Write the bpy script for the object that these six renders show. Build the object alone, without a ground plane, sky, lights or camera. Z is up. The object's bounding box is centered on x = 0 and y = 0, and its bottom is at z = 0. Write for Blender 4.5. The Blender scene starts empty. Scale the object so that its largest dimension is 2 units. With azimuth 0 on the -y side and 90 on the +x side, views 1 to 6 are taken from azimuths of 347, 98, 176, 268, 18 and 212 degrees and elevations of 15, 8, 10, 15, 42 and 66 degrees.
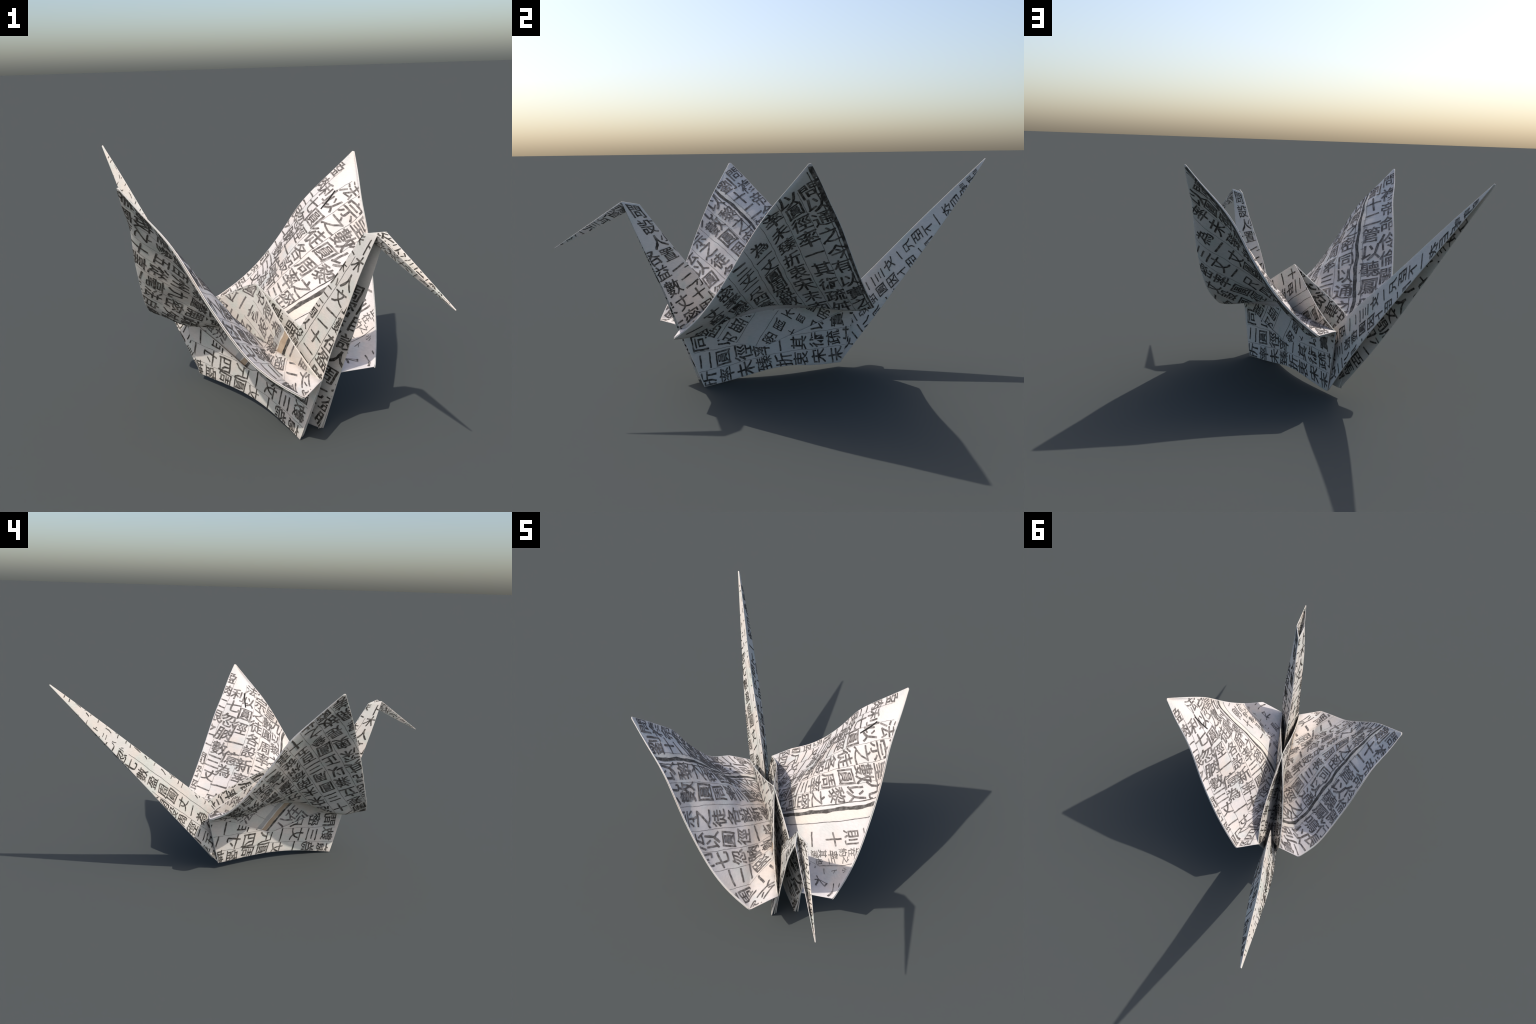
# Origami crane folded from a sheet of old woodblock-printed Chinese text.
# Every face of the crane is a "sheet": a parametric piece of paper (s, t) with a flat
# page layout, so the print can be set on the flat page and carried onto the fold.
import bpy, math, random
import numpy as np
from mathutils import noise, Vector

random.seed(7)
V = lambda *a: np.array(a, float)

# ------------------------------------------------------------------ curves
def bez(C, t):
    C = np.asarray(C, float); n = len(C) - 1; t = np.asarray(t, float)[:, None]
    return sum(math.comb(n, i) * t**i * (1 - t)**(n - i) * C[i] for i in range(n + 1))

def spline(pts, n):
    """Natural cubic through a handful of points, knots by chord length."""
    p = np.array(pts, float); k = np.r_[0, np.cumsum(np.linalg.norm(np.diff(p, axis=0), axis=1))]; h = np.diff(k); m = len(p)
    M = np.eye(m); r = np.zeros_like(p)
    for i in range(1, m - 1):
        M[i, i - 1:i + 2] = h[i - 1], 2 * (h[i - 1] + h[i]), h[i]
        r[i] = 6 * ((p[i + 1] - p[i]) / h[i] - (p[i] - p[i - 1]) / h[i - 1])
    z = np.linalg.solve(M, r); x = np.linspace(0, k[-1], n); i = np.clip(np.searchsorted(k, x, "right") - 1, 0, m - 2)
    a = (x - k[i])[:, None]; b = (k[i + 1] - x)[:, None]; g = h[i][:, None]
    return z[i] * b**3 / (6 * g) + z[i + 1] * a**3 / (6 * g) + (p[i] / g - z[i] * g / 6) * b + (p[i + 1] / g - z[i + 1] * g / 6) * a

class Curve:
    """Bezier curve sampled by arc length, extended straight past its ends."""
    def __init__(self, *C, through=None):
        self.P = bez(C, np.linspace(0, 1, 300)) if through is None else spline(through, 300)
        L = np.r_[0, np.cumsum(np.linalg.norm(np.diff(self.P, axis=0), axis=1))]
        self.length = L[-1]; self.u = L / L[-1]
    def __call__(self, u):
        u = np.asarray(u, float)
        c = np.clip(u, 0, 1)
        p = np.stack([np.interp(c, self.u, self.P[:, i]) for i in range(3)], -1)
        d0 = (self.P[3] - self.P[0]) / self.u[3]; d1 = (self.P[-1] - self.P[-4]) / (1 - self.u[-4])
        return p + np.minimum(u, 0)[..., None] * d0 + np.maximum(u - 1, 0)[..., None] * d1

class Poly:
    """Chain of straight runs with softened knees, parameter shared evenly by given knots."""
    def __init__(self, pts, knots, soft=0.0):
        self.p = np.array(pts, float); self.k = np.array(knots, float); self.soft = soft
    def raw(self, u):
        return np.stack([np.interp(u, self.k, self.p[:, i]) for i in range(3)], -1)
    def __call__(self, u):
        u = np.asarray(u, float)
        if not self.soft: return self.raw(u)
        return sum(self.raw(np.clip(u + d * self.soft * np.minimum(1, 8 * np.minimum(u, 1 - u).clip(0)), 0, 1)) for d in (-1, -.5, 0, .5, 1)) / 5

# ------------------------------------------------------------------ sheets
class Sheet:
    th, back = 0.004, None      # back: another sheet that forms the other face of a hollow fold
    smin, smax, tmin, tmax = 0.004, 1.0, 0.0, 1.0
    def normal(self, s, t, e=2e-3):
        a = self.pos(s + e, t) - self.pos(s - e, t); b = self.pos(s, t + e) - self.pos(s, t - e)
        n = np.cross(a, b)
        return n / (np.linalg.norm(n, axis=-1, keepdims=True) + 1e-12)
    def thick(self, s, t):
        return np.full(np.shape(s), self.th)
    def unflat(self, q):
        s = np.full(len(q), .5); t = np.full(len(q), .5); e = 1e-4
        for _ in range(14):
            f = self.flat(s, t); r = q - f
            a = (self.flat(s + e, t) - f) / e; b = (self.flat(s, t + e) - f) / e
            det = a[:, 0] * b[:, 1] - a[:, 1] * b[:, 0]; det = np.where(abs(det) < 1e-6, 1e-6, det)
            s = np.clip(s + np.clip((r[:, 0] * b[:, 1] - r[:, 1] * b[:, 0]) / det, -.4, .4), -1.5, 2.5)
            t = np.clip(t + np.clip((a[:, 0] * r[:, 1] - a[:, 1] * r[:, 0]) / det, -.4, .4), -1.5, 2.5)
        return s, t

class Fan(Sheet):
    """Triangle from an apex: s runs from the apex to the base, t from one edge to the other."""
    def __init__(self, f, k, base, bulge=None, bdir=None):
        self.f, self.k, self.bulge = f, k, bulge
        self.bdir = None if bdir is None else V(*bdir) / np.linalg.norm(bdir)
        a, b, c = f.length, k.length, base
        ang = math.acos((a * a + b * b - c * c) / (2 * a * b)) / 2
        self.A = V(math.cos(ang), math.sin(ang)) * a; self.B = V(math.cos(ang), -math.sin(ang)) * b
    def pos(self, s, t):
        s, t = np.broadcast_arrays(np.asarray(s, float), np.asarray(t, float))
        p = self.f(s) * (1 - t)[..., None] + self.k(s) * t[..., None]
        if self.bulge is not None:
            h = self.bulge(s, t)
            p = p + (h[..., None] * self.bdir if np.ndim(h) == s.ndim else h)
        return p
    def flat(self, s, t):
        return s[..., None] * (self.A * (1 - t)[..., None] + self.B * t[..., None])
    def unflat(self, q):
        M = np.linalg.inv(np.stack([self.A, self.B], 1)); w = q @ M.T
        s = w.sum(1); s2 = np.where(abs(s) < 1e-6, 1e-6, s)
        return s, w[:, 1] / s2

class Quad(Sheet):
    """Four-sided piece between two curves; t runs from curve a to curve b."""
    smin = 0.0
    def __init__(self, a, b, corners, topflat=None, bow=None):
        self.a, self.b = a, b; self.c = [V(*x) for x in corners]; self.topflat = topflat; self.bow = bow
    def pos(self, s, t):
        s, t = np.broadcast_arrays(np.asarray(s, float), np.asarray(t, float))
        p = self.a(s) * (1 - t)[..., None] + self.b(s) * t[..., None]
        return p if self.bow is None else p + self.bow(s, t)
    def flat(self, s, t):
        A, B, C, D = self.c; s1, t1 = s[..., None], t[..., None]
        top = A * (1 - s1) + B * s1; bot = D * (1 - s1) + C * s1
        if self.topflat: top = top + self.topflat(s)[..., None] * V(0, 1)
        return top * (1 - t1) + bot * t1

# ------------------------------------------------------------------ meshes
def new_object(name, verts, faces, mat, smooth=True, under=None, under_every=0):
    me = bpy.data.meshes.new(name)
    me.from_pydata([tuple(v) for v in verts], [], faces)
    me.materials.append(mat)
    if smooth: me.shade_smooth()
    if under:                              # second material on one side of the sheet
        me.materials.append(under)
        for i in range(under_every):
            me.polygons[2 * i + 1].material_index = 1
    me.update()
    ob = bpy.data.objects.new(name, me)
    bpy.context.scene.collection.objects.link(ob)
    return ob

def slab(sh, ns, nt, rim=3):
    """Paper of real thickness over a sheet, with a rounded rim."""
    s = np.linspace(sh.smin, sh.smax, ns + 1); t = np.linspace(sh.tmin, sh.tmax, nt + 1)
    S, T = np.meshgrid(s, t, indexing="ij")
    N, H = sh.normal(S, T), sh.thick(S, T) / 2
    idx = np.arange((ns + 1) * (nt + 1)).reshape(ns + 1, nt + 1); n0 = idx.size
    TOP = sh.pos(S, T) + N * H[..., None]
    LOW = (sh.back or sh).pos(S, T) - (sh.back or sh).normal(S, T) * H[..., None]
    verts = list(TOP.reshape(-1, 3)) + list(LOW.reshape(-1, 3))
    faces = []
    for i in range(ns):
        for j in range(nt):
            a, b, c, d = idx[i, j], idx[i + 1, j], idx[i + 1, j + 1], idx[i, j + 1]
            faces.append((a, b, c, d)); faces.append((d + n0, c + n0, b + n0, a + n0))
    loop = [(i, 0) for i in range(ns)] + [(ns, j) for j in range(nt)] + [(i, nt) for i in range(ns, 0, -1)] + [(0, j) for j in range(nt, 0, -1)]
    m = len(loop)
    A, B = np.array([TOP[i, j] for i, j in loop]), np.array([LOW[i, j] for i, j in loop])
    LP, LN = (A + B) / 2, (A - B) / 2
    LH = np.linalg.norm(LN, axis=1); LN = LN / (LH[:, None] + 1e-12)
    tan = np.roll(LP, -1, 0) - np.roll(LP, 1, 0)
    out = np.cross(tan, LN); out /= np.linalg.norm(out, axis=1, keepdims=True) + 1e-12
    ring = [[idx[i, j] for i, j in loop]]
    for r in range(1, rim + 1):
        f = math.pi * r / (rim + 1)
        base = len(verts)
        verts += list(LP + LH[:, None] * (math.cos(f) * LN + math.sin(f) * out))
        ring.append([base + q for q in range(m)])
    ring.append([idx[i, j] + n0 for i, j in loop])
    for r in range(rim + 1):
        for q in range(m):
            w = (q + 1) % m
            faces.append((ring[r][w], ring[r][q], ring[r + 1][q], ring[r + 1][w]))
    return verts, faces

def join(parts):
    verts, faces = [], []
    for v, f in parts:
        o = len(verts); verts += list(v); faces += [tuple(int(x) + o for x in q) for q in f]
    return verts, faces

# ------------------------------------------------------------------ printing
NINE = "古之九數圓周率三圓徑率一其術疏舛自劉歆張衡劉徽王蕃皮延宗之徒各設新率未臻折衷"
HISTORIAN = "宋末南徐州從事史祖沖之更開密法以圓徑一億為一丈圓周盈數三丈一尺四寸一分五釐九毫二秒七忽"
RATIO = "正數在盈朒二限之間密率圓徑一百一十三圓周三百五十五約率圓徑七周二十二"
SKILL = "又設開差冪開差立兼以正圓參之指要精密算氏之最者也所著之書名為綴術學官莫能究其深奧是故廢而不理"
glyphs = {}
def glyph(ch):
    """Triangles of one character from the built-in font, centred, one em = 1."""
    if ch not in glyphs:
        cu = bpy.data.curves.new("type", "FONT"); cu.body = ch; cu.resolution_u = 2; cu.offset = 0.005
        ob = bpy.data.objects.new("type", cu); bpy.context.scene.collection.objects.link(ob)
        me = ob.evaluated_get(bpy.context.evaluated_depsgraph_get()).to_mesh(); me.calc_loop_triangles()
        v = np.array([x.co[:2] for x in me.vertices]).reshape(-1, 2)
        tri = np.array([x.vertices for x in me.loop_triangles]).reshape(-1, 3)
        bpy.data.objects.remove(ob); bpy.data.curves.remove(cu)
        glyphs[ch] = (v - V(.5, .38), tri)
    v, tri = glyphs[ch]
    return v[tri] if len(tri) else np.zeros((0, 3, 2))

def refine(T, most):
    """Split long edges evenly on both sides so that the print can bend."""
    for _ in range(7):
        e = np.linalg.norm(T - np.roll(T, -1, 1), axis=2); k = e.argmax(1); long = e.max(1) > most
        if not long.any(): break
        keep, cut, kk = T[~long], T[long], k[long]; r = np.arange(len(cut))
        a, b, c = cut[r, kk], cut[r, (kk + 1) % 3], cut[r, (kk + 2) % 3]; m = (a + b) / 2
        T = np.concatenate([keep, np.stack([a, m, c], 1), np.stack([m, b, c], 1)])
    return T

def clip(T, axis, lim, sign):
    """Cut triangles (n,3,k) at value lim of one of the last two columns."""
    out = []; d = sign * (T[:, :, axis] - lim); inside = d <= 0; n = inside.sum(1)
    out.append(T[n == 3])
    for tri, dd, ins in zip(T[(n > 0) & (n < 3)], d[(n > 0) & (n < 3)], inside[(n > 0) & (n < 3)]):
        poly = []
        for i in range(3):
            j = (i + 1) % 3
            if ins[i]: poly.append(tri[i])
            if ins[i] != ins[j]: poly.append(tri[i] + (tri[j] - tri[i]) * (dd[i] / (dd[i] - dd[j])))
        for i in range(1, len(poly) - 1): out.append(np.array([[poly[0], poly[i], poly[i + 1]]]))
    return np.concatenate(out) if out else T[:0]

class Print:
    """Ink set on the flat page of a sheet, then laid on one of its sides."""
    def __init__(self, sh, side, right, down, origin=(0, 0)):
        self.sh, self.side, self.T, self.T2 = sh, side, [], []
        r, d = V(*right), V(*down); self.r, self.d = r / np.linalg.norm(r), d / np.linalg.norm(d); self.o = V(*origin)
    def char(self, ch, x, y, size, stretch=1.0):
        g = glyph(ch)
        if not len(g): return
        a = random.gauss(0, .045); c, s = math.cos(a), math.sin(a); k = size * random.uniform(.92, 1.08)
        g = g @ np.array([[1, random.gauss(0, .07)], [random.gauss(.04, .05), 1]]).T @ np.array([[c, s], [-s, c]]) * k   # hand-cut slant
        g = refine(g * V(1, stretch), .016)
        ctr = self.o + self.r * (x + random.gauss(0, .0025)) + self.d * (y + random.gauss(0, .0025))
        self.T.append(ctr + g[..., :1] * self.r - g[..., 1:] * self.d)
        self.T2.append(self.T[-1] + self.r * .022 * size + self.d * .004 * size)   # thickens the uprights, as cut in wood
    def column(self, text, x, y0, pitch, size=None, stretch=1.0):
        for i, ch in enumerate(text):
            if ch != " ": self.char(ch, x, y0 + i * pitch, size or pitch * .93, stretch)
    def fill(self, text, x, y0, y1, pitch, size=None, start=0):
        for i in range(int((y1 - y0) / pitch) + 1):
            self.char(text[(start + i) % len(text)], x, y0 + i * pitch, size or pitch * .95)
    def bar(self, x0, y0, x1, y1, w, wob=.0012):
        a, b = V(x0, y0), V(x1, y1); L = np.linalg.norm(b - a); u = (b - a) / L; v = V(-u[1], u[0])
        n = max(2, int(L / .02)); ph = random.uniform(0, 9); k = []
        for i in range(n + 1):
            c = a + (b - a) * i / n + v * wob * math.sin(i * .9 + ph); h = v * w * .5 * (1 + .12 * math.sin(i * 1.7 + ph * 2))
            k.append((c - h, c + h))
        tri = []
        for (p, q), (r, s) in zip(k, k[1:]): tri += [(p, q, r), (q, s, r)]
        tri = refine(np.array(tri), .02)
        self.T.append(self.o + tri[..., :1] * self.r + tri[..., 1:] * self.d)
    def mesh(self, lift, rough, second=False):
        T = np.concatenate(self.T2 if second else self.T); sh = self.sh
        if rough:
            q = T.reshape(-1, 2)
            w = np.array([(noise.noise(Vector((x * 38, y * 38, 3.1))) * 1.3 + .6 * noise.noise(Vector((x * 120, y * 120, 1.9))), noise.noise(Vector((x * 38, y * 38, 8.7))) * 1.3 + .6 * noise.noise(Vector((x * 120, y * 120, 5.3)))) for x, y in q])
            T = (q + w * rough).reshape(-1, 3, 2)
        s, t = sh.unflat(T.reshape(-1, 2)); U = np.stack([s, t], 1).reshape(-1, 3, 2)
        ok = np.isfinite(U).all((1, 2)) & (np.ptp(U[:, :, 0], axis=1) < .5) & (np.ptp(U[:, :, 1], axis=1) < .8)
        U = U[ok]
        e = .004
        for ax, lim, sg in ((0, max(sh.smin, .02 if isinstance(sh, Fan) else e), -1), (0, sh.smax - e, 1), (1, sh.tmin + e, -1), (1, sh.tmax - e, 1)):
            U = clip(U, ax, lim, sg)
        s, t = U[..., 0].ravel(), U[..., 1].ravel()
        p = sh.pos(s, t) + sh.normal(s, t) * (self.side * (sh.thick(s, t) / 2 + lift))[:, None]
        return list(p), [(3 * i, 3 * i + 1, 3 * i + 2) for i in range(len(U))]

def printed(prints, mat, name, parent, lift=.0011, rough=.0017):
    v, f = join([p.mesh(lift, rough) for p in prints if p.T] + [p.mesh(lift + .0003, rough, True) for p in prints if p.T2])
    if not v: return
    ob = new_object(name, v, f, mat, smooth=False)
    ob["kind"] = "stuff"; ob.parent = parent
    return ob

# ------------------------------------------------------------------ materials
def paper(name, light, warm, cool, rough=.85):
    m = bpy.data.materials.new(name); m.use_nodes = True; nt = m.node_tree; N, L = nt.nodes, nt.links
    b = N["Principled BSDF"]; b.inputs["Roughness"].default_value = rough; b.inputs["Specular IOR Level"].default_value = .25
    tc = N.new("ShaderNodeTexCoord")
    def nz(scale, detail, vec=(1, 1, 1)):
        mp = N.new("ShaderNodeMapping"); mp.inputs["Scale"].default_value = vec
        n = N.new("ShaderNodeTexNoise"); n.inputs["Scale"].default_value = scale; n.inputs["Detail"].default_value = detail
        L.new(tc.outputs["Object"], mp.inputs["Vector"]); L.new(mp.outputs[0], n.inputs["Vector"]); return n
    big, mid, fib = nz(5, 3), nz(13, 5), nz(60, 5, (1, 1, 4))
    def ramp(src, lo, hi):
        r = N.new("ShaderNodeMapRange"); r.inputs["From Min"].default_value = lo; r.inputs["From Max"].default_value = hi
        L.new(src, r.inputs["Value"]); return r.outputs[0]
    def mix(f, a, c, kind="MIX"):
        x = N.new("ShaderNodeMix"); x.data_type = "RGBA"; x.blend_type = kind
        for sock, val in (("Factor", f), ("A", a), ("B", c)):
            i = [q for q in x.inputs if q.name == sock and q.type == ("VALUE" if sock == "Factor" else "RGBA")][0]
            if isinstance(val, (int, float)): i.default_value = val
            elif isinstance(val, tuple): i.default_value = (*val, 1)
            else: L.new(val, i)
        return [q for q in x.outputs if q.type == "RGBA"][0]
    c = mix(ramp(big.outputs["Fac"], .42, .62), light, warm)
    c = mix(ramp(mid.outputs["Fac"], .48, .68), c, cool)
    g = N.new("ShaderNodeMapRange"); g.inputs["From Min"].default_value = .3; g.inputs["From Max"].default_value = .7
    g.inputs["To Min"].default_value = .90; g.inputs["To Max"].default_value = 1.0
    L.new(fib.outputs["Fac"], g.inputs["Value"])
    cc = N.new("ShaderNodeCombineColor")
    for i in range(3): L.new(g.outputs[0], cc.inputs[i])
    c = mix(1.0, c, cc.outputs[0], "MULTIPLY")
    L.new(c, b.inputs["Base Color"])
    bp = N.new("ShaderNodeBump"); bp.inputs["Strength"].default_value = .12; bp.inputs["Distance"].default_value = .002
    L.new(fib.outputs["Fac"], bp.inputs["Height"]); L.new(bp.outputs[0], b.inputs["Normal"])
    return m

def ink(name, dark, pale, amount=.5):
    m = bpy.data.materials.new(name); m.use_nodes = True; nt = m.node_tree; N, L = nt.nodes, nt.links
    b = N["Principled BSDF"]; b.inputs["Roughness"].default_value = .9; b.inputs["Specular IOR Level"].default_value = .15
    tc = N.new("ShaderNodeTexCoord")
    n = N.new("ShaderNodeTexNoise"); n.inputs["Scale"].default_value = 46; n.inputs["Detail"].default_value = 6; n.inputs["Roughness"].default_value = .62
    r = N.new("ShaderNodeValToRGB"); r.color_ramp.elements[0].position = .44; r.color_ramp.elements[1].position = .44 + amount
    r.color_ramp.elements[0].color = (*dark, 1); r.color_ramp.elements[1].color = (*pale, 1)
    L.new(tc.outputs["Object"], n.inputs["Vector"]); L.new(n.outputs["Fac"], r.inputs[0]); L.new(r.outputs[0], b.inputs["Base Color"])
    return m

PAPER = paper("printed_paper", (.62, .58, .53), (.64, .57, .50), (.555, .555, .495))
PAPER_WING = paper("printed_wing_paper", (.70, .64, .61), (.71, .62, .55), (.63, .61, .575))
PAPER_UNDER = paper("shade_darkened_wing_paper", (.56, .535, .49), (.575, .52, .46), (.51, .515, .46))  # same sheet, tone lowered to carry some of the shade under the wings
CREAM = paper("cream_margin_paper", (.72, .655, .58), (.71, .62, .53), (.66, .62, .565))
GREY = paper("grey_margin_paper", (.40, .39, .37), (.36, .35, .33), (.45, .44, .42))
TAN = paper("tan_margin_paper", (.44, .335, .235), (.40, .30, .205), (.49, .385, .28))
INK = ink("black_ink", (.046, .041, .035), (.25, .225, .195), .28)
INK_FADED = ink("faded_ink", (.115, .10, .092), (.38, .345, .32), .30)
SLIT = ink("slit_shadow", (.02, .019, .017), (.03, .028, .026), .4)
INK_RULE = ink("rule_ink", (.075, .068, .062), (.26, .24, .22), .32)

# ------------------------------------------------------------------ the folds: key points (metres)
TIP_W, TIP_E = V(-.537, -.391, 1.051), V(.546, .141, 1.061)
CFW, CKW, CFE, CKE = V(.053, -.645, .281), V(-.374, .249, .347), V(.394, -.481, .286), V(-.055, .409, .347)
APEX = V(.007, -.129, .565)
FW, KW, FE, KE = V(.151, -.54, .286), V(-.253, .264, .335), V(.246, -.491, .287), V(-.144, .318, .343)
MW, ME = V(-.008, -.147, .338), V(.028, -.104, .336)
fW, kW, fE, kE = V(.092, -.451, .002), V(-.202, .207, .038), V(.21, -.391, .002), V(-.13, .244, .039)
fWi, fEi = V(.1095, -.437, .006), V(.191, -.395, .003)
kWi, kEi = V(-.197, .207, .040), V(-.135, .243, .041)
VW, VE = V(-.026, -.095, .157), V(.034, -.134, .150)
N1, N2W, N2E, BEAK = V(.267, -.659, .875), V(.282, -.739, .889), V(.322, -.722, .891), V(.433, -.998, .694)
R0, RT, TAIL = V(.0865, -.278, .317), V(-.151, .205, .324), V(-.546, .997, 1.058)
OUT_E = V(.89, .45, 0) / np.linalg.norm((.89, .45))

crane = bpy.data.objects.new("paper_crane", None)
bpy.context.scene.collection.objects.link(crane)
crane["label"] = "folded origami crane of paper printed with Chinese characters"
crane["category"] = "origami crane"

def part(name, sheets, mat, res, under=None):
    v, f = join([slab(s, *res) for s in sheets])
    ob = new_object(name, v, f, mat, under=under, under_every=res[0] * res[1] if under else 0); ob.parent = crane
    return ob

# ------------------------------------------------------------------ wings
class Wing(Fan):
    """Fan with a belly; past s = 1 the paper runs on to the root line F-M-K."""
    smax = 1.06; tmin, tmax = 0.0, 1.0; smin = .008
    def __init__(self, f, k, coef, bdir, root, bumps=(), slack=None):
        super().__init__(f, k, 1.04)
        c, bd = coef, V(*bdir) / np.linalg.norm(bdir)
        def belly(s, t):
            u = 2 * t - 1; w = 4 * t * (1 - t)
            h = w * (c[0] * s + c[1] * s**2 + c[2] * s**3 + c[3] * u * s + c[4] * u * s**2 + c[5] * u * u * s)
            for bs, bt, r, a in bumps: h = h + a * np.exp(-(((s - bs)**2 + (t - bt)**2 * s * s) / r**2)) * np.minimum(1, w * 2)
            h = h + .0025 * np.sin(9 * s + 5 * t) * np.sin(7 * t + 1.3) * s * np.minimum(1, w * 2)
            h = h * .98 + .0018 * np.sin(40 * s + 4 * np.sin(3 * t)) * np.clip(s * 1.6 - .4, 0, 1) * np.minimum(1, w * 1.5)   # pressed ripples
            return h * (1 - slack(s)) if slack else h
        self.h, self.bd, self.root = belly, bd, root
        u = np.linspace(0, 1, 41)         # how much paper lies between the row s = 1 and the root line
        self.apron = (u, np.linalg.norm(root(u) - self.pos(np.ones(41), u), axis=1) / .84 + .004)
    def unflat(self, q):
        s, t = super().unflat(q)
        w = np.interp(t, *self.apron)
        return np.where(s > 1, 1 + .06 * (s - 1) / w, s), t
    def middle(self, s, t):
        s, t = np.broadcast_arrays(np.asarray(s, float), np.asarray(t, float))
        s1 = np.minimum(s, 1.0)
        p = self.f(s1) * (1 - t)[..., None] + self.k(s1) * t[..., None] + self.h(s1, t)[..., None] * self.bd
        w = np.clip((s - 1) / .06, 0, 1)[..., None]
        return p * (1 - w) + self.root(np.clip(t, 0, 1)) * w
    lift = 0.0                            # how far this sheet stands off its partner
    def thick(self, s, t):
        return np.full(np.shape(s), .004)
    def pos(self, s, t):
        p = self.middle(s, t)
        if not self.lift: return p
        e = 2e-3; a = self.middle(s + e, t) - self.middle(s - e, t); b = self.middle(s, t + e) - self.middle(s, t - e)
        n = np.cross(a, b); n = n / (np.linalg.norm(n, axis=-1, keepdims=True) + 1e-12)
        return p + n * (self.lift * np.clip(np.asarray(s) * 3, .2, 1))[..., None]

WF = Curve(through=[TIP_W, (-.462, -.431, .956), (-.386, -.469, .862), (-.325, -.505, .757), (-.269, -.539, .648), (-.208, -.569, .541), (-.139, -.598, .439), (-.05, -.627, .353), CFW])
WK = Curve(through=[TIP_W, (-.52, -.304, .967), (-.496, -.22, .881), (-.485, -.137, .791), (-.476, -.07, .689), (-.462, -.002, .589), (-.446, .072, .492), (-.422, .154, .405), CKW])
EF = Curve(through=[TIP_E, (.533, .058, .965), (.516, -.025, .87), (.509, -.098, .77), (.501, -.165, .662), (.486, -.232, .555), (.467, -.305, .453), (.437, -.388, .361), CFE])
EK = Curve(through=[TIP_E, (.468, .179, .975), (.386, .211, .89), (.314, .249, .798), (.257, .284, .697), (.194, .316, .597), (.122, .348, .503), (.039, .379, .42), CKE])
ROOT_W = Poly([FW, MW, KW], [0, .49, 1], .06); ROOT_E = Poly([FE, ME, KE], [0, .50, 1], .06)
# each wing is a doubled sheet: the inner face bellies further in than the outer one
INW_E, INW_W = (-.78, -.46, .42), (.83, .33, .45)
coefE, bumpE = (-.0401, .6943, -.5203, .1094, -.124, -.21), [(.30, .48, .07, -.011), (.31, .13, .085, .017), (.74, .74, .08, -.007), (.69, .47, .07, -.004)]
coefW, bumpW = (-.0714, .7787, -.5771, -.0737, .0916, -.1356), [(.72, .53, .08, .005), (.97, .27, .08, -.008), (.34, .55, .08, -.009), (.10, .7, .06, .007), (.5, .15, .07, -.007), (.64, .76, .07, -.007), (.93, .75, .09, -.009)]
wingE = Wing(EF, EK, coefE, INW_E, ROOT_E, bumpE)
wingW = Wing(WF, WK, coefW, INW_W, ROOT_W, bumpW)
outerE = Wing(EF, EK, coefE, INW_E, ROOT_E, bumpE, lambda s: .09 * (1 - s**4) + .01)
outerW = Wing(WF, WK, coefW, INW_W, ROOT_W, bumpW + [(1.0, .2, .15, -.054), (1.0, .78, .14, -.034)], lambda s: .2 * (1 - .3 * s**8))

# side of the sheet that faces up and inward
def up_side(sh, ref):
    n = sh.normal(np.array([.6]), np.array([.5]))[0]
    return 1 if n @ V(*ref) > 0 else -1
upE, upW = up_side(wingE, INW_E), up_side(wingW, INW_W)
def wing_part(inner, outer, up):
    """Two thin sheets that meet along the rims; only the inner one runs on to the root."""
    inner.lift, outer.lift = .0025 * up, -.0025 * up
    outer.smax = 1.0
    v, f = join([slab(inner, 72, 72), slab(outer, 72, 72)])
    ob = new_object("wing", v, f, PAPER_WING); ob.parent = crane
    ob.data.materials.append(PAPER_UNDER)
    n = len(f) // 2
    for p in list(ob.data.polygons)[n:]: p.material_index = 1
    return ob
obE = wing_part(wingE, outerE, upE)
obW = wing_part(wingW, outerW, upW)

# page axes on the flat wings: columns run along the back edge
rE, cE = V(.8486, -.529), V(.529, .8486)
rW, cW = V(.848, -.53), V(-.53, -.848)
p = Print(wingE, upE, cE, rE)
p.column("盈朒二限之一間密率圓徑一百", .004, .11, .093, .086)
p.column("利七忽朒數三丈一尺四寸", .085, .205, .092, .087)
p.column("法以圓徑一億為一丈圓周", .16, .125, .0965, .088)
p.column("法宗之徒各設新率未臻折衷", .246, .085, .0905, .088)
p.column("皇數圓周率三圓徑率一其術", .331, .19, .088, .086)
p.column("九以黎之密同以通之今有", .412, .24, .09, .086)
p.column("又則十一二丈四尺三寸周", .612, .29, .09, .078)
k = Print(wingE, upE, cE, rE); k.bar(.452, .1, .452, 1.1, .004); k.bar(.478, .1, .478, 1.1, .018, .002); k.bar(.532, .1, .532, 1.1, .003); printed([k], INK_RULE, "border_rule", obE)
for x in (.045, .122, .203, .288, .371): p.bar(x, .1, x, 1.1, .0014)
p.column("止在約率其理不能究奧深學官", .685, .34, .045, .042); p.column("一之三也二以十周七", .72, .36, .06, .036)
for x, a in ((.004, 1.3), (.085, 1.31), (.16, 1.19), (.246, 1.17), (.331, 1.25), (.412, 1.23)): p.fill(SKILL, x, a, 1.5, .09, .086, int(x * 50))
for x, a in ((.612, 1.19),): p.fill("十一二寸之徒卜", x, a, 1.4, .085, .06)
p.fill("二一十丈又之尺三", .90, .45, 1.4, .08, .065); p.fill("小卜一二十", .77, .42, 1.2, .05, .028)
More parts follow.
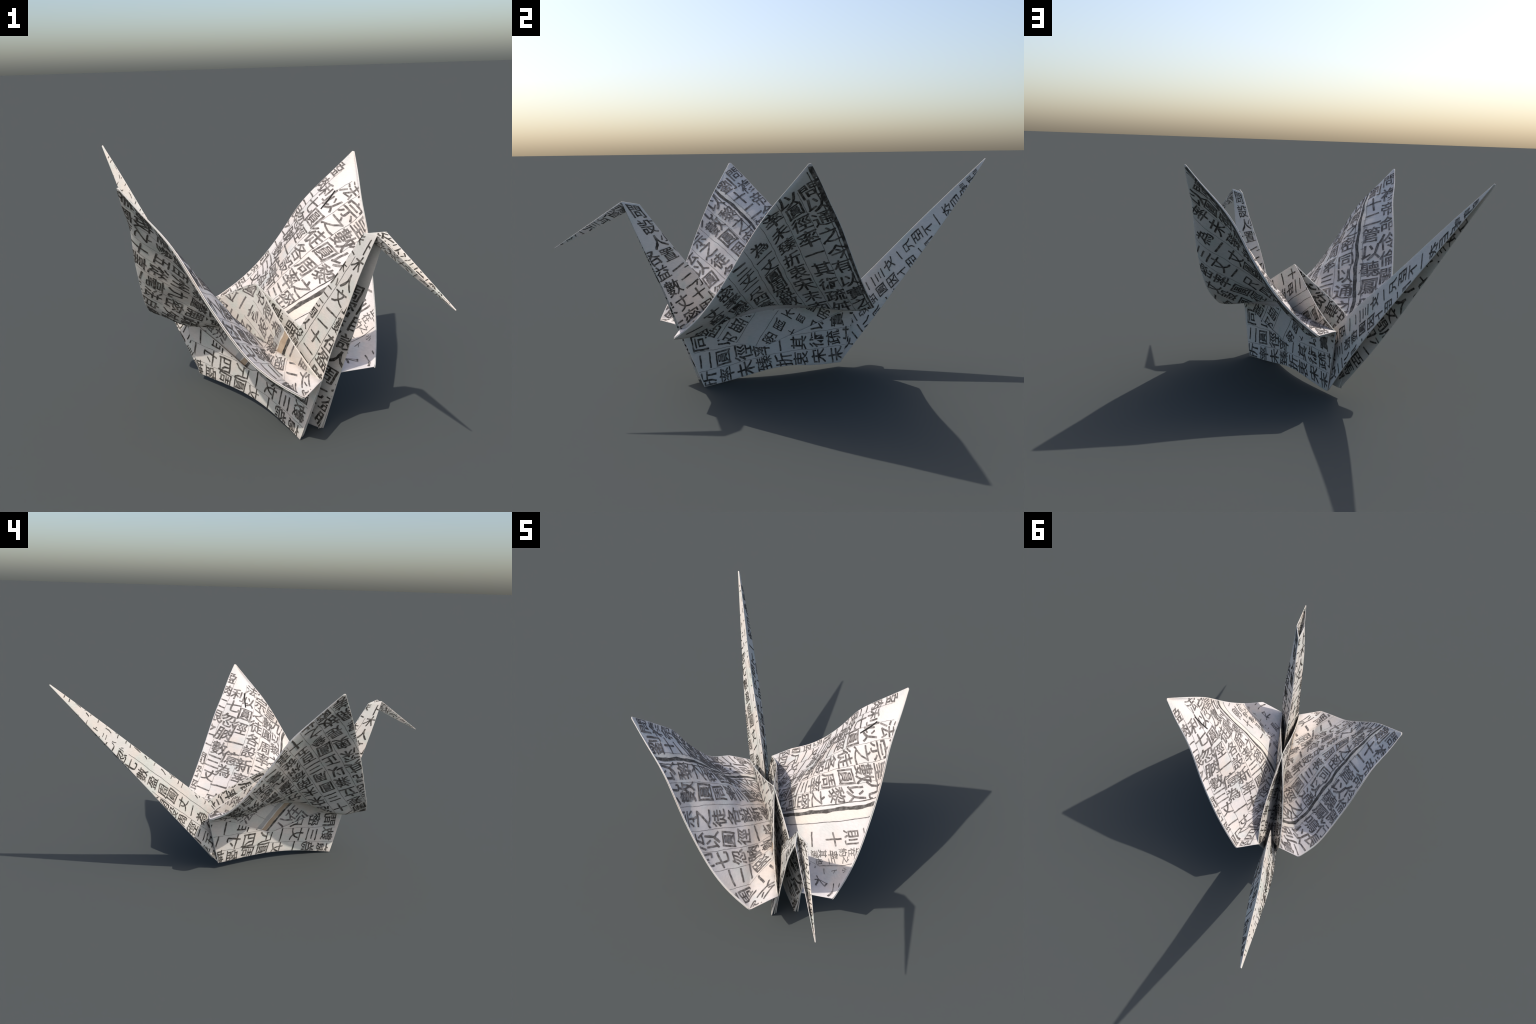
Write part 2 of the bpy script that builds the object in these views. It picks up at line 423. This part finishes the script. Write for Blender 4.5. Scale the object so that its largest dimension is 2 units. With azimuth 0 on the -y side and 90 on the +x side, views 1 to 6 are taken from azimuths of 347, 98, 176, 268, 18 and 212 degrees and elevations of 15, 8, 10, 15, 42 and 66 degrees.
p.bar(.745, .36, .745, 1, .003); p.column("二又周一開差", .86, .45, .07, .055)
p.bar(.0, .03, .0, .30, .002)
p.fill("一二人", .165, .035, .1, .075, .07); p.fill("二一上", .246, .0, .04, .08, .07); p.fill("崇火", .331, .10, .12, .08, .075); p.char("歆", .412, .16, .07)
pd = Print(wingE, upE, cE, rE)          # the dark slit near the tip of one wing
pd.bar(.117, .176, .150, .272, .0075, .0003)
printed([p], INK_FADED, "printed_characters", obE)
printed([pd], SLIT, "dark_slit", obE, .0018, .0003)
b = Print(wingE, upE, cE, rE); b.bar(.506, .1, .506, 1.1, .042, .001)
printed([b], CREAM, "cream_margin", obE, .0006)

q = Print(outerE, -upE, -cE, rE)
q.column("問以通之今有以實之則以南", -.055, .12, .094, .09)
q.column("圓徑率一其術疏舛皇自劉", -.145, .20, .094, .092)
q.column("率未臻折衷宋末南徐州", -.245, .175, .094, .092)
q.column("為一丈圓周盈數二秒七忽", -.355, .245, .083, .09)
q.column("三丈一尺四毫正數在盈朒", -.47, .285, .083, .09)
q.column("密率圓徑三百五十五", -.58, .34, .09, .09)
q.column("丈設圓一七周二十", -.69, .40, .09, .09); q.column("一忽周三百一", -.80, .44, .09, .09)
q.bar(-.009, .0, -.009, 1.1, .020, .0004); q.bar(-.029, .03, -.029, 1.1, .004, .0004)
for x in (.1, .195, .30, .412, .53): q.bar(-x, .1, -x, 1.1, .0014)
q.char("以", -.15, .12, .10)
printed([q], INK, "printed_characters", obE)

p = Print(wingW, upW, cW, rW)          # x counts from the back edge, negative inward
p.column("問複帝命伶倫闕行長二算氏", -.033, .075, .097, .09)
p.column("劉十二管以聽鳳鳴以別二也", -.118, .11, .098, .092)
p.column("以黎之密同以通之今有以實", -.24, .15, .094, .09)
p.column("九數圓周率三圓徑密人今有", -.335, .16, .0925, .09)
p.column("宗之徒各設新率未臻折衷宋末", -.45, .235, .087, .088)
p.column("法以圓徑一億為一丈圓周盈", -.555, .275, .088, .088)
p.column("利七忽朒數三丈一尺四寸", -.648, .315, .089, .088)
p.column("一二限之一間密率圓徑", -.74, .43, .088, .088)
p.column("盈周一二密率圓周三", -.845, .39, .085, .09)
k = Print(wingW, upW, cW, rW); k.bar(-.183, .06, -.183, 1.1, .016, .002); k.bar(-.206, .08, -.206, 1.1, .004, .002); printed([k], INK_RULE, "border_rule", obW); p.bar(-.155, .06, -.155, 1, .0016)
for x in (.288, .392, .503, .602, .694, .79): p.bar(-x, .1, -x, 1.0, .0014)
for i in range(14): p.char("一二卜小"[i % 4], -.152 + random.uniform(-.006, .006), .3 + i * .045, .022)
for x, a in ((.24, 1.32), (.335, 1.36), (.45, 1.46), (.555, 1.41), (.648, 1.29), (.74, 1.31), (.845, 1.16)): p.fill(RATIO, -x, a, 1.5, .088, .088, int(x * 60))
p.fill("周以一十二之圓三", -.94, .45, 1.5, .088, .086)
printed([p], INK_FADED, "printed_characters", obW)
b = Print(wingW, upW, cW, rW); b.bar(-.168, .06, -.168, .98, .022, .001)
printed([b], CREAM, "cream_margin", obW, .0006)

# underside page of this wing is upside down and leans away from the front edge
rf, cf = V(.848, .53), V(.53, -.848); a = math.radians(12)
q = Print(outerW, -upW, cf * math.cos(a) + rf * math.sin(a), -rf * math.cos(a) + cf * math.sin(a))
for i, (txt, st) in zip(range(-2, 12), ((SKILL, 40), (SKILL, 30), (SKILL, 2), (RATIO, 12), (HISTORIAN, 38), (HISTORIAN, 28), (HISTORIAN, 4), (NINE, 6), (SKILL, 20), (NINE, 20), (RATIO, 3), (SKILL, 30), (HISTORIAN, 12), (NINE, 2))):
    q.fill(txt, .235 + i * .095, -1.15, .1, .0925, .088, st)
    q.bar(.283 + i * .095, -1.2, .283 + i * .095, .15, .0014)
printed([q], INK, "printed_characters", obW)

# ------------------------------------------------------------------ central ridge: two leaves leaning together
def leaf(f, k, root, mid, knot, name):
    L = Fan(f, k, .92); L.th = .004; L.smin = .006
    def belly(s, t):
        lin = f(np.ones_like(s)) * (1 - t)[..., None] + k(np.ones_like(s)) * t[..., None]
        return (root(np.clip(t, 0, 1)) - lin) * (np.abs(s)**.7 + .9 * s * np.clip(1 - s, 0, 1))[..., None]
    L.bulge = belly
    return L
leafW = leaf(Curve(APEX, (.045, -.233, .518), (.061, -.356, .408), FW), Curve(APEX, (-.084, -.014, .481), (-.185, .118, .436), KW), ROOT_W, MW, .49, "W")
leafE = leaf(Curve(APEX, (.094, -.248, .479), (.18, -.362, .388), FE), Curve(APEX, (-.037, .023, .509), (-.05, .172, .426), KE), ROOT_E, ME, .5, "E")
outW, outE = up_side(leafW, -OUT_E), up_side(leafE, OUT_E)

# inner leaf carried on below the wings
def shifted(C, d):
    return lambda u: C(u) + d
BW = Curve(fW, (.005, -.13, .055), (-.047, -.048, .043), kW)
BE = Curve(through=[fE, (.105, -.249, .015), (.034, -.098, .044), (-.018, .010, .050), (-.066, .092, .038), kE])
def recess(inward):
    """The leaf is pushed in under the wing, most just below the root."""
    return lambda s, t: (np.clip(np.sin(np.pi * np.clip(s, 0, 1)), 0, 1) * np.clip(t, 0, 1)**.6 * np.clip(1 - t, 0, 1) * 1.8)[..., None] * inward
innerW = Quad(ROOT_W, shifted(BW, V(.012, .008, .006)), ((0, 0), (.91, 0), (.79, .33), (.09, .30)), bow=recess(OUT_E * .016))
innerE = Quad(ROOT_E, shifted(BE, V(-.012, -.008, .006)), ((0, 0), (.91, 0), (.76, .33), (.10, .30)), bow=recess(OUT_E * -.014))
inW, inE = up_side(innerW, -OUT_E), up_side(innerE, OUT_E)
# inside the hump the paper dives from the leaf edges into two valleys, one towards the neck, one towards the tail
def valley(edge, foot, drop):
    a, b = APEX + V(0, 0, -.006), np.array(foot)
    L = Fan(edge, Curve(through=[a, a * .72 + b * .28 + V(0, 0, -drop), a * .35 + b * .65 + V(0, 0, -drop * .9), b + V(0, 0, -drop * .5)]), .4); L.th = .003; L.smin = .01; L.tmin = .01
    return L
folds = [valley(leafW.f, R0, .15), valley(leafE.f, R0, .15), valley(leafW.k, RT, .22), valley(leafE.k, RT, .22)]
ridgeW = part("ridge_leaf", [leafW, innerW], PAPER, (40, 40))
ridgeE = part("ridge_leaf", [leafE, innerE], PAPER, (40, 40))
valleys = part("valley_fold", folds, PAPER, (24, 12))

# outer flaps of the body, open in a wide V under each wing
FLAP_W = Poly([FW, FW * .5 + VW * .5 + V(0, 0, .012), VW, KW * .5 + VW * .5 + V(0, 0, -.004), KW * .94 + kW * .06], [0, .27, .535, .77, 1], .03)
FLAP_E = Poly([FE, FE * .5 + VE * .5 + V(0, 0, -.008), VE, KE * .5 + VE * .5 + V(0, 0, -.008), KE * .97 + kE * .03], [0, .23, .44, .70, 1], .03)
def vee(knots, depth):
    return lambda s: np.interp(s, knots, depth)
flapW = Quad(FLAP_W, BW, ((0, 0), (.91, 0), (.80, .30), (.07, .29)), vee((0, .27, .535, .77, 1), (0, .065, .165, .085, .02)))
flapE = Quad(FLAP_E, BE, ((0, 0), (.91, 0), (.80, .31), (.08, .29)), vee((0, .23, .44, .70, 1), (0, .085, .165, .09, .01)))
flW, flE = up_side(flapW, -OUT_E), up_side(flapE, OUT_E)
bodyW = part("body_flap", [flapW], PAPER, (60, 16))
bodyE = part("body_flap", [flapE], PAPER, (60, 16))

# print on the flaps lies on its side
p = Print(flapW, flW, (0, -1), (1, 0))   # reads from the neck towards the tail
p.column("間密尺以五百一二", -.092, .09, .118, .088); p.column("數三丈一尺四寸一三", -.187, .10, .105, .09); p.column("億為一丈圓周盈數", -.272, .12, .1, .088)
p.fill(HISTORIAN, .0, .1, .9, .1, .085)
for y in (.045, .14, .232): p.bar(-y, .05, -y, .9, .0014)
printed([p], INK, "printed_characters", bodyW)
p = Print(flapE, flE, (0, -1), (1, 0))
p.column("同以設之七以實以", -.075, .085, .118, .09); p.column("二圓徑率一其術疏舛", -.168, .10, .096, .09); p.column("折率未臻折衷宋末南", -.262, .105, .097, .09)
p.fill(NINE, .015, .08, .9, .1, .085)
for y in (.03, .122, .216): p.bar(-y, .05, -y, .9, .0014)
printed([p], INK, "printed_characters", bodyE)

# print on the ridge leaves: columns run down along the front edge of each leaf
def along_front(L, side, sign):
    d = L.A / np.linalg.norm(L.A); n = V(d[1], -d[0])          # n points into the leaf
    return Print(L, side, n * sign, d)
pw = along_front(leafW, outW, -1)
for i, (txt, st) in enumerate((("圓七徑為一更之徒", 0), ("一彥設密率周尺四", 0), ("二名之以綴周五百", 0), ("學官莫能究其深奧", 0), ("奧是故廢而不理一", 0))):
    pw.fill(txt, -.045 - i * .09, .06 + .01 * (i % 2) - .078 * 6, .26, .078, .074, st + 3)
    pw.fill(txt, -.045 - i * .09, .335, .8, .085, .08, st + 4)
    pw.bar(-.09 - i * .09, .03, -.09 - i * .09, .27, .0014)
printed([pw], INK_FADED, "printed_characters", ridgeW)
pe = along_front(leafE, outE, 1)
for i, (txt, st, a0, a1) in enumerate((("十一一回周徑以百", 0, .03, .6), ("甲深又正密率一二", 6, -.11, .6), ("  ", 0, .1, .2), ("單司設更開法之七", 0, -.4, .7), (HISTORIAN, 3, -.4, .7), (HISTORIAN, 14, -.4, .8))):
    pe.fill(txt, .045 + i * .088, a0, a1, .082, .078, st)
for x in (.18, .225, .27, .355): pe.bar(x, -.4, x, .8, .002)
printed([pe], INK, "printed_characters", ridgeE)
for L, side, sg, ob, txt in ((leafW, -outW, 1, ridgeW, NINE), (leafE, -outE, -1, ridgeE, SKILL)):
    pi = along_front(L, side, sg)
    for i in range(6): pi.fill(txt, sg * (.05 + i * .09), -.46, .9, .09, .082, i * 7)
    printed([pi], INK, "printed_characters", ob)

def band(sh, side, r, d, x0, x1, y, org, ob):
    """Grey, pale, tan and black rules that cross the leaf."""
    for y0, w, m, nm, lift in ((-.043, .030, GREY, "grey_margin", .0006), (-.006, .030, TAN, "tan_margin", .0006), (.017, .014, INK, "black_rule", .0009)):
        b = Print(sh, side, r, d, org); b.bar(x0, y + y0, x1, y + y0, w, .0003); printed([b], m, nm, ob, lift, .0004)
d = leafW.A / np.linalg.norm(leafW.A); n = V(d[1], -d[0])
band(leafW, outW, -n, d, -.5, .03, .285, (0, 0), ridgeW)
# the same leaves carried on below the wings
dW, rWb = V(-.84, .54), V(-.54, -.84)
band(innerW, inW, rWb, dW, -.30, .1, .0, (.40, 0), ridgeW)
pi = Print(innerW, inW, rWb, dW, (.40, 0))
for i in range(5):
    pi.fill("設法丈不之徐周開", -.02 - i * .09, -.45, -.10, .088, .084, i * 3)
    pi.fill("在列尤八問四一七", -.03 - i * .09, .075, .4, .095, .09, i * 3)
for x in (.025, -.065, -.155): pi.bar(x, -.4, x, -.05, .0014)
printed([pi], INK_FADED, "printed_characters", ridgeW)
dE, rEb = V(.62, -.78), V(.78, .62)
pi = Print(innerE, inE, rEb, dE, (.45, 0))
for i, x in enumerate((-.31, -.21, -.10, .09, .17, .25)):
    pi.fill("周不十問開日民理精密", x, -.4, .2, .09, (.085, .085, .085, .07, .05, .07)[i], i * 2)
for x in (-.055, .045, -.155): pi.bar(x, -.4, x, .2, .002)
printed([pi], INK, "printed_characters", ridgeE)

vp = []
for q, L in enumerate(folds):
    for side in (1, -1):
        d = L.A / np.linalg.norm(L.A); n = V(d[1], -d[0]); z = Print(L, side, n * side * (1 if q % 2 else -1), d)
        sg = side * (1 if q % 2 else -1)
        for c in range(5): z.fill((RATIO, SKILL, HISTORIAN, NINE)[q], sg * (.045 + c * .09), -.2, .8, .088, .082, 5 * c)
        vp.append(z)
printed(vp, INK, "printed_characters", valleys)

# ------------------------------------------------------------------ neck, beak and tail
neckRidge = Curve(through=[N1, (.222, -.566, .734), (.172, -.474, .596), (.131, -.374, .456), R0])
openW = Curve(through=[N2W, (.242, -.69, .741), (.212, -.637, .59), (.183, -.582, .439), FW + V(.005, .004, 0), fWi])
openE = Curve(through=[N2E, (.297, -.634, .671), (.273, -.543, .45), (.236, -.472, .225), fEi])
NC = ((0, 0), (.70, .0), (.88, .26), (0, .085))
neckW = Quad(neckRidge, openW, NC); neckE = Quad(neckRidge, openE, NC)
neckW.th = neckE.th = .0035
noW, noE = up_side(neckW, -OUT_E), up_side(neckE, OUT_E)
neck = part("neck", [neckW, neckE], PAPER, (48, 10))

beakTop = lambda n: Curve(n, BEAK)
keel = Curve(N1, (N1 * 2 + BEAK) / 3 + V(0, .004, -.004), (N1 + BEAK * 2) / 3 + V(0, .002, -.002), BEAK)
BC = ((0, 0), (.47, .0), (.47, .004), (.03, .07))
beakW = Quad(keel, Curve(N2W, BEAK + V(-.001, 0, .002)), BC); beakE = Quad(keel, Curve(N2E, BEAK + V(.001, 0, .002)), BC)
for b in (beakW, beakE): b.th = .0022
boW, boE = up_side(beakW, -OUT_E), up_side(beakE, OUT_E)
beak = part("head", [beakW, beakE], PAPER, (36, 6))

tailRidge = Curve(through=[TAIL, (-.448, .796, .877), (-.353, .598, .693), (-.248, .403, .508), RT])
tailOpenW = Curve(through=[TAIL + V(-.003, 0, -.003), (-.472, .797, .803), (-.393, .596, .547), (-.304, .4, .292), kWi])
tailOpenE = Curve(through=[TAIL + V(.003, 0, -.003), (-.426, .821, .801), (-.316, .632, .549), (-.215, .438, .296), kEi])
TC = ((0, 0), (1.14, 0), (1.26, .27), (0, .01))
tailW = Quad(tailRidge, tailOpenW, TC); tailE = Quad(tailRidge, tailOpenE, TC)
tailW.th = tailE.th = .0035
toW, toE = up_side(tailW, -OUT_E), up_side(tailE, OUT_E)
tail = part("tail", [tailW, tailE], PAPER, (64, 10))

# neck: columns run down the neck
N = [Print(neckW, noW, (0, 1), (1, 0)), Print(neckE, noE, (0, -1), (1, 0)), Print(neckE, -noE, (0, 1), (1, 0)), Print(neckW, -noW, (0, -1), (1, 0))]
N[0].fill("未卜木小二七周以設問", .002, .03, .8, .066, .058); N[0].column("卜木人文一一十一周七一以三百", .08, .05, .074, .07); N[0].fill(RATIO, .165, .28, .95, .085, .08)
N[0].fill(SKILL, .25, .6, .95, .085, .08)
N[0].bar(.036, .1, .036, .9, .0016); N[0].bar(.122, .3, .122, .9, .0016)
N[1].column("問設人置一二十周五以", -.045, .04, .078, .074); N[1].fill("各益數丈密率圓一丈二", -.125, .26, .95, .08, .075); N[1].fill(HISTORIAN, -.205, .5, .95, .085, .08)
N[1].fill("一小卜", -.0, .1, .8, .09, .05)
N[2].fill("聞目設人周七之", .17, .3, .95, .085, .08); N[2].fill("周密疏率一徑", .09, .25, .95, .085, .08); N[2].fill(RATIO, .25, .5, .95, .085, .08)
for k, st in ((.05, 3), (.13, 9), (.21, 15)): N[3].fill(HISTORIAN, -k, .1, .95, .085, .08, st)
printed(N, INK, "printed_characters", neck)
H = [Print(beakW, boW, (0, 1), (1, 0)), Print(beakE, boE, (0, -1), (1, 0)), Print(beakW, -boW, (0, -1), (1, 0)), Print(beakE, -boE, (0, 1), (1, 0))]
for h, sg, txt in ((H[0], 1, "六四心火十小一卜二"), (H[1], -1, "設馬官二月三小一卜"), (H[2], -1, "周大設人一未小二"), (H[3], 1, "未大人火卜二小一")):
    h.fill(txt, sg * .022, .04, .45, .038, .044); h.fill(txt, sg * .058, .03, .25, .042, .044, 3)
printed(H, INK, "printed_characters", beak)
# tail: print runs up the tail
Tt = [Print(tailW, toW, (0, -1), (1, 0)), Print(tailE, toE, (0, 1), (-1, 0)), Print(tailE, -toE, (0, -1), (1, 0)), Print(tailW, -toW, (0, 1), (1, 0))]
Tt[0].column("億為一丈圓周盈數七忽二卜小一", -.10, 1.12, -.073, .07); Tt[0].fill("二卜小一八十", -.0, .1, 1.2, .062, .046); Tt[0].fill("數開設周徑二五", -.185, .72, 1.25, .072, .07)
Tt[0].fill("設開差冪", -.255, 1.0, 1.3, .075, .07); Tt[0].fill("小一卜二八", -.055, .18, .5, .055, .03); Tt[0].bar(-.052, .5, -.052, 1.2, .0014); Tt[0].bar(-.145, .7, -.145, 1.25, .0014)
Tt[1].fill("一四臣一二三女一尺臣下一衣巨自四", .055, -1.2, -.1, .071, .064); Tt[1].fill("間以三設徑圓因卜臣一", .132, -1.24, -.45, .072, .066); Tt[1].fill("巨以二八周一設", .21, -1.26, -.75, .075, .068)
Tt[1].fill("自", .018, -.2, -.08, .05, .035)
Tt[2].fill("入一卜三七人又問", -.10, .3, 1.2, .08, .075); Tt[2].fill("人二又入開周", -.18, .75, 1.25, .08, .075); Tt[2].fill(NINE, -.03, .2, 1.2, .075, .06)
Tt[3].fill("入卜七八人文問四", .12, .35, 1.2, .08, .078); Tt[3].fill("開周六一臣馬", .2, .75, 1.25, .08, .078); Tt[3].fill(RATIO, .04, .2, 1.2, .075, .065)
printed(Tt, INK, "printed_characters", tail)
